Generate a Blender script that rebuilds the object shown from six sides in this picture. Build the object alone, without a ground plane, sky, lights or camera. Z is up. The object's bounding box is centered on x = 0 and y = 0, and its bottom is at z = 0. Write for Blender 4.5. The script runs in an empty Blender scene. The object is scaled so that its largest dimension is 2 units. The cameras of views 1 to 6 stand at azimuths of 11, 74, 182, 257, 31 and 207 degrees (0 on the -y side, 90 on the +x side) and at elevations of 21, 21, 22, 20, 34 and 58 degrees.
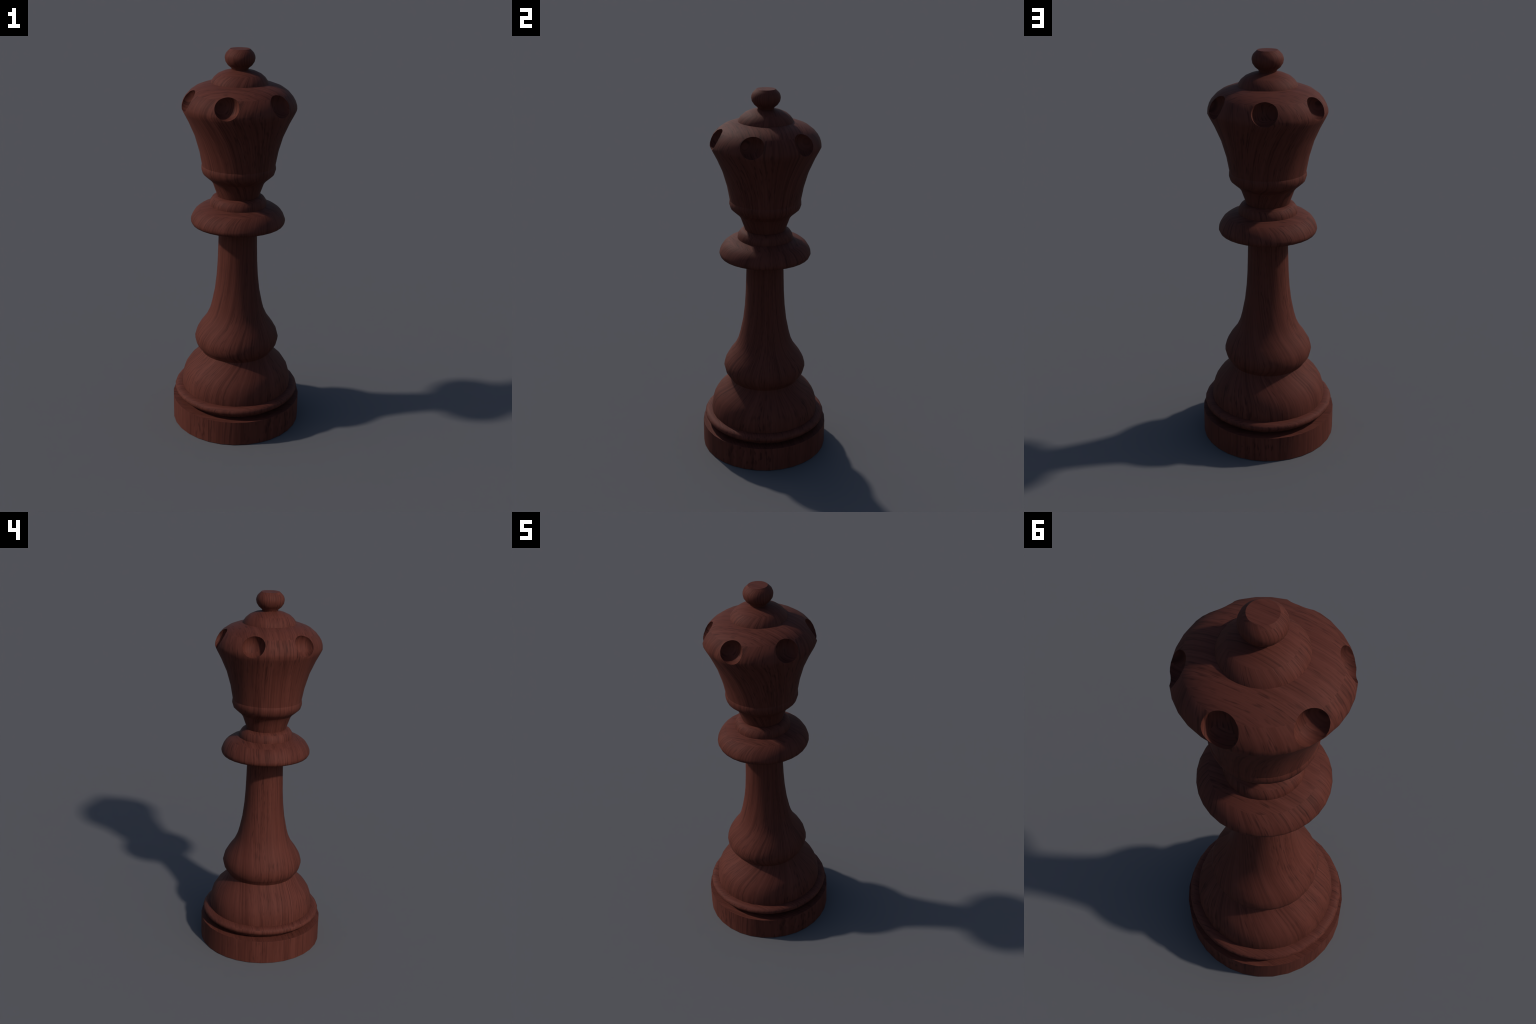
"""A turned wooden chess queen: a lathe profile cut into its turned members,
six round sockets bored round the crown, dark reddish box-mapped wood grain."""
import bpy, bmesh, math
from mathutils import Vector

SEGMENTS = 32                      # facets round the lathe axis

# ---------------------------------------------------------------- lathe profiles
# (radius, height) of each turned member, from its lowest ring to its highest;
# a third value 1 marks a ring where the surface has a hard crease.
PROFILES = {
    "base_disc": [(.3437, .000, 1), (.3437, .133, 1), (.278, .133, 1)],
    "base_ring": [(.285, .131, 1), (.286, .147), (.296, .1555), (.308, .1560), (.3190, .1592), (.3283, .1690), (.3325, .1812),
                  (.3272, .1915), (.3125, .1990), (.2925, .1995, 1)],
    "foot_dome": [(.2925, .1995, 1), (.2932, .2148), (.2892, .2523), (.279, .2881), (.2563, .3250),
                  (.2263, .3553), (.2035, .3790), (.1888, .4005, 1)],
    "stem": [(.1888, .4005, 1), (.1950, .4130), (.2036, .4230), (.2152, .4400), (.2235, .4735), (.2146, .5073),
             (.1924, .5467), (.1630, .5872), (.1445, .6283), (.1337, .6683), (.1179, .7471),
             (.1087, .8257), (.1038, .9032), (.1005, 1.0163), (.0990, 1.1003), (.1000, 1.1125, 1)],
    "collar": [(.1000, 1.1125, 1), (.1718, 1.1110), (.2145, 1.1128), (.2370, 1.1200), (.2428, 1.1332),
               (.2417, 1.1436), (.2346, 1.1620), (.2201, 1.1836), (.1958, 1.2017), (.1652, 1.2109),
               (.1460, 1.2165, 1)],
    "collar_ring": [(.1460, 1.2165, 1), (.1457, 1.2258), (.1423, 1.2398), (.1319, 1.2554),
                    (.1175, 1.2645), (.1077, 1.2659, 1)],
    "neck": [(.1077, 1.2659, 1), (.1114, 1.2778), (.1207, 1.3031), (.1309, 1.3322), (.1430, 1.3485, 1)],
    "crown": [(.1430, 1.3485, 1), (.1645, 1.3670), (.1818, 1.3828), (.1888, 1.4050), (.1881, 1.4189),
              (.1861, 1.4256, 1), (.1874, 1.4352), (.1993, 1.4994), (.2225, 1.5791), (.2534, 1.6497),
              (.2752, 1.6914), (.2851, 1.7122), (.2841, 1.7295), (.2766, 1.7525), (.2660, 1.7715),
              (.2455, 1.7945), (.2150, 1.8157), (.1780, 1.8296), (.1418, 1.8372, 1)],
    "cap": [(.1418, 1.8372, 1), (.1388, 1.8455), (.1272, 1.8625), (.1070, 1.8796), (.0778, 1.8927),
            (.0533, 1.8982), (.0414, 1.9004, 1)],
    "finial": [(.0414, 1.9004, 1), (.0428, 1.9085), (.0597, 1.9220), (.0715, 1.9398), (.0747, 1.9567),
               (.0737, 1.9668), (.0684, 1.9804), (.0590, 1.9905), (.0486, 2.0000, 1)],
}
SOCKETS, SOCKET_RADIUS, SOCKET_REACH, SOCKET_HEIGHT = 6, .0605, .270, 1.765


# ---------------------------------------------------------------- wood
def wood_material(name, lean):
    """lean: how much more a facet must look up than sideways to take the end-grain-free top veneer."""
    mat = bpy.data.materials.new(name)
    mat.use_nodes = True
    nt = mat.node_tree
    nt.nodes.clear()

    def node(kind, **kw):
        n = nt.nodes.new(kind)
        for k, v in kw.items():
            setattr(n, k, v)
        return n

    def math_node(op, a, b=None, clamp=False):
        n = node("ShaderNodeMath", operation=op, use_clamp=clamp)
        for i, v in enumerate((a, b)):
            if v is None:
                continue
            if isinstance(v, (int, float)):
                n.inputs[i].default_value = v
            else:
                nt.links.new(v, n.inputs[i])
        return n.outputs[0]

    def pick(f, a, b):             # a where f = 0, b where f = 1
        n = node("ShaderNodeMix", data_type="FLOAT")
        for s, v in ((n.inputs[0], f), (n.inputs[2], a), (n.inputs[3], b)):
            if isinstance(v, (int, float)):
                s.default_value = v
            else:
                nt.links.new(v, s)
        return n.outputs[0]

    coord = node("ShaderNodeTexCoord")
    geo = node("ShaderNodeNewGeometry")
    p = node("ShaderNodeSeparateXYZ")
    nt.links.new(coord.outputs["Object"], p.inputs[0])
    x, y, z = p.outputs
    nrm = node("ShaderNodeSeparateXYZ")
    nt.links.new(geo.outputs["True Normal"], nrm.inputs[0])
    ax, ay, az = (math_node("ABSOLUTE", o) for o in nrm.outputs)
    # sides: long grain wrapped round the axis; where the turning swells the lines
    # part at +x and gather at -x.  flats: straight grain along x
    faces_up = math_node("GREATER_THAN", az, math_node("MULTIPLY", math_node("MAXIMUM", ax, ay), lean))
    radius = math_node("SQRT", math_node("ADD", math_node("MULTIPLY", x, x), math_node("MULTIPLY", y, y)))
    turn_angle = math_node("ARCTAN2", y, math_node("MULTIPLY", x, -1.))
    swell = math_node("POWER", math_node("MULTIPLY", radius, 5.), .85)
    drifted = math_node("MULTIPLY", math_node("ARCTANGENT", math_node(
        "MULTIPLY", math_node("TANGENT", math_node("MULTIPLY", turn_angle, .5)), swell)), 2.)
    along = pick(faces_up, z, x)

    def vec(a, b, c):
        n = node("ShaderNodeCombineXYZ")
        for s, v in zip(n.inputs, (a, b, c)):
            if isinstance(v, (int, float)):
                s.default_value = v
            else:
                nt.links.new(v, s)
        return n.outputs[0]

    def noise(v, scale, detail, rough=.5):
        n = node("ShaderNodeTexNoise")
        n.inputs["Scale"].default_value = scale
        n.inputs["Detail"].default_value = detail
        n.inputs["Roughness"].default_value = rough
        nt.links.new(v, n.inputs["Vector"])
        return n.outputs["Fac"]

    # slow wander of the grain lines
    wander = math_node("SUBTRACT", noise(vec(math_node("MULTIPLY", x, 4.), math_node("MULTIPLY", y, 4.),
                                             math_node("MULTIPLY", z, 1.5)), 1., 2.), .5)
    ring = math_node("ADD", drifted, math_node("MULTIPLY", wander, .11))
    # a point on the unrolled sheet: round a circle for the sides, a straight line for the flats
    sheet_u = pick(faces_up, math_node("MULTIPLY", math_node("COSINE", ring), .2),
                   math_node("ADD", y, math_node("MULTIPLY", wander, .007)))
    sheet_v = pick(faces_up, math_node("MULTIPLY", math_node("SINE", ring), .2), 3.)

    def streaks(fine, long, seed, detail=1., rough=.5):
        return noise(vec(math_node("MULTIPLY", sheet_u, fine), math_node("MULTIPLY", sheet_v, fine),
                         math_node("ADD", math_node("MULTIPLY", along, long), seed)), 1., detail, rough)

    def ramp(fac, stops):
        n = node("ShaderNodeValToRGB")
        while len(n.color_ramp.elements) < len(stops):
            n.color_ramp.elements.new(.5)
        for e, (pos, col) in zip(n.color_ramp.elements, stops):
            if isinstance(col, (int, float)):
                col = (col,) * 3
            e.position, e.color = pos, (*col, 1.)
        nt.links.new(fac, n.inputs[0])
        return n.outputs[0]

    def darken(colour, mask, amount, tint):
        n = node("ShaderNodeMix", data_type="RGBA")
        nt.links.new(math_node("MULTIPLY", mask, amount), n.inputs[0])
        nt.links.new(colour, n.inputs[6])
        n.inputs[7].default_value = (*tint, 1.)
        return n.outputs[2]

    # growth bands and fibres give the ground tone
    tone = math_node("ADD", math_node("MULTIPLY", streaks(34., 1.0, 0., 2.), .45),
                     math_node("MULTIPLY", streaks(150., 3., 11., 2., .6), .55))
    colour = ramp(tone, [(.34, WOOD_DARK), (.48, WOOD_MID), (.64, WOOD_LIGHT)])
    # long thin dark growth lines, gathered where the bands are tight
    lines = ramp(streaks(140., 2.6, 23.), [(.55, 0.), (.70, 1.)])
    tight = ramp(streaks(14., 1.2, 31.), [(.36, .15), (.60, 1.)])
    colour = darken(colour, math_node("MULTIPLY", lines, tight), .55, WOOD_PORE)
    # short open pores
    pores = ramp(streaks(165., 20., 47.), [(.56, 0.), (.70, 1.)])
    open_grain = ramp(streaks(9., 2.2, 59.), [(.38, .15), (.60, 1.)])
    colour = darken(colour, math_node("MULTIPLY", pores, open_grain), .60, WOOD_PORE)

    shader = node("ShaderNodeBsdfPrincipled")
    nt.links.new(colour, shader.inputs["Base Color"])
    shader.inputs["Roughness"].default_value = ROUGHNESS
    shader.inputs["Specular IOR Level"].default_value = SPECULAR
    out = node("ShaderNodeOutputMaterial")
    nt.links.new(shader.outputs[0], out.inputs[0])
    return mat


WOOD_DARK = (.0590, .0157, .0104)
WOOD_MID = (.0790, .0217, .0145)
WOOD_LIGHT = (.0950, .0272, .0186)
WOOD_PORE = (.022, .0066, .0049)
ROUGHNESS = .7
SPECULAR = .09


# ---------------------------------------------------------------- lathe
def profile_normals(prof):
    """Outward (radial, vertical) normal of every span end: smooth rings share one."""
    spans = []
    for a, b in zip(prof[:-1], prof[1:]):
        d = Vector((b[0] - a[0], b[1] - a[1]))
        spans.append((Vector((d.y, -d.x)).normalized(), d.length))
    ends = []
    for i in range(len(spans)):
        def at(k):
            ring = prof[k]
            if len(ring) > 2 or k in (0, len(prof) - 1):
                return spans[i][0]
            return (spans[k - 1][0] + spans[k][0]).normalized()
        ends.append((at(i), at(i + 1)))
    return ends


def ring_point(r, z, k):
    a = 2 * math.pi * k / SEGMENTS
    return Vector((r * math.sin(a), -r * math.cos(a), z))


def turn(name, prof):
    """Closed solid of revolution, its two ends tucked a little way into its neighbours."""
    low, high = prof[0], prof[-1]
    if name == "base_disc":
        rings = [(low[0], low[1])] + [p[:2] for p in prof[1:]] + [(.270, .150)]
    elif name == "finial":
        rings = [(low[0] * .9, low[1] - .006)] + [p[:2] for p in prof]
    else:
        rings = [(low[0] * .93, low[1] - .006)] + [p[:2] for p in prof] + [(high[0] * .93, high[1] + .006)]
    bm = bmesh.new()
    loops = [[bm.verts.new(ring_point(r, z, k)) for k in range(SEGMENTS)] for r, z in rings]
    for lo, hi in zip(loops[:-1], loops[1:]):
        for k in range(SEGMENTS):
            j = (k + 1) % SEGMENTS
            bm.faces.new((lo[k], lo[j], hi[j], hi[k]))
    bm.faces.new(loops[0][::-1])
    bm.faces.new(loops[-1])
    bm.normal_update()
    me = bpy.data.meshes.new(name)
    bm.to_mesh(me)
    bm.free()
    return me


def shade_turned(me, prof, sockets=()):
    """Normals of the true turned surface (and of the bored bowls) on the faceted mesh."""
    ends = profile_normals(prof)
    normals = []
    for poly in me.polygons:
        poly.use_smooth = True
        c = poly.center
        bowl = None
        if poly.material_index == 1 and sockets:
            bowl = min(sockets, key=lambda s: (s - c).length)
        span = None
        if bowl is None and abs(poly.normal.z) < .99999:
            # span whose two ends hold every corner of the facet
            zs = [me.vertices[v].co.z for v in poly.vertices]
            rs = [math.hypot(*me.vertices[v].co.xy) for v in poly.vertices]
            zc, rc = (min(zs) + max(zs)) / 2, (min(rs) + max(rs)) / 2
            best = 1e9
            for i, (a, b) in enumerate(zip(prof[:-1], prof[1:])):
                d = Vector((b[0] - a[0], b[1] - a[1]))
                t = max(0., min(1., ((rc - a[0]) * d.x + (zc - a[1]) * d.y) / d.length_squared))
                gap = math.hypot(a[0] + d.x * t - rc, a[1] + d.y * t - zc)
                facing = poly.normal.z - ends[i][0].lerp(ends[i][1], .5).y
                gap += .02 * abs(facing)
                if gap < best:
                    best, span = gap, i
            if best > .02:
                span = None
        for li in poly.loop_indices:
            co = me.vertices[me.loops[li].vertex_index].co
            if bowl is not None:
                normals.append((bowl - co).normalized())
            elif span is None:
                normals.append(poly.normal.copy())
            else:
                a, b = prof[span], prof[span + 1]
                d = Vector((b[0] - a[0], b[1] - a[1]))
                rad = co.xy.length
                t = (co.z - a[1]) / d.y if abs(d.y) > abs(d.x) * .3 else (rad - a[0]) / d.x
                n = ends[span][0].lerp(ends[span][1], max(0., min(1., t))).normalized()
                out = Vector((co.x, co.y)).normalized()
                normals.append(Vector((out.x * n.x, out.y * n.x, n.y)))
    me.normals_split_custom_set([n[:] for n in normals])


def bore(me, sockets):
    """Cut one round bowl per socket out of the crown."""
    bm = bmesh.new()
    for s in sockets:
        made = bmesh.ops.create_uvsphere(bm, u_segments=48, v_segments=24, radius=SOCKET_RADIUS)
        outward = Vector((s.x, s.y, 0)).normalized()
        rot = outward.to_track_quat("Z", "Y").to_matrix()
        for v in made["verts"]:
            v.co = rot @ v.co + s
    tool_me = bpy.data.meshes.new("boring_tool")
    bm.to_mesh(tool_me)
    bm.free()
    for poly in tool_me.polygons:
        poly.material_index = 1
    for m in (me, tool_me):
        m.materials.clear()
        m.materials.append(WOOD)
        m.materials.append(WOOD_SOCKET)
    for poly in tool_me.polygons:
        poly.material_index = 1
    body = bpy.data.objects.new("crown_blank", me)
    tool = bpy.data.objects.new("boring_tool", tool_me)
    for o in (body, tool):
        bpy.context.scene.collection.objects.link(o)
    cut = body.modifiers.new("bore", "BOOLEAN")
    cut.operation, cut.solver, cut.object = "DIFFERENCE", "EXACT", tool
    bpy.context.view_layer.update()
    graph = bpy.context.evaluated_depsgraph_get()
    result = bpy.data.meshes.new_from_object(body.evaluated_get(graph), depsgraph=graph)
    for o in (body, tool):
        bpy.data.objects.remove(o)
    result.name = "crown"
    return result


# ---------------------------------------------------------------- assembly
WOOD = wood_material("dark_red_wood", 1.2)
WOOD_SOCKET = wood_material("dark_red_wood_socket", 1.)
WOOD_SIDE = wood_material("dark_red_wood_long_grain", 1.8)

queen = bpy.data.objects.new("chess_queen", None)
queen.empty_display_size = .2
bpy.context.scene.collection.objects.link(queen)
queen["label"] = "dark reddish wooden chess queen, turned, with drilled crown"
queen["category"] = "chess piece"

socket_centres = [Vector((SOCKET_REACH * math.sin(a), -SOCKET_REACH * math.cos(a), SOCKET_HEIGHT))
                  for a in (2 * math.pi * k / SOCKETS for k in range(SOCKETS))]

for name, prof in PROFILES.items():
    me = turn(name, prof)
    if name == "crown":
        me = bore(me, socket_centres)
        shade_turned(me, prof, socket_centres)
    else:
        me.materials.append(WOOD_SIDE if name in ("foot_dome", "stem", "collar", "cap") else WOOD)
        shade_turned(me, prof)
    me.name = name
    ob = bpy.data.objects.new(name, me)
    bpy.context.scene.collection.objects.link(ob)
    ob.parent = queen
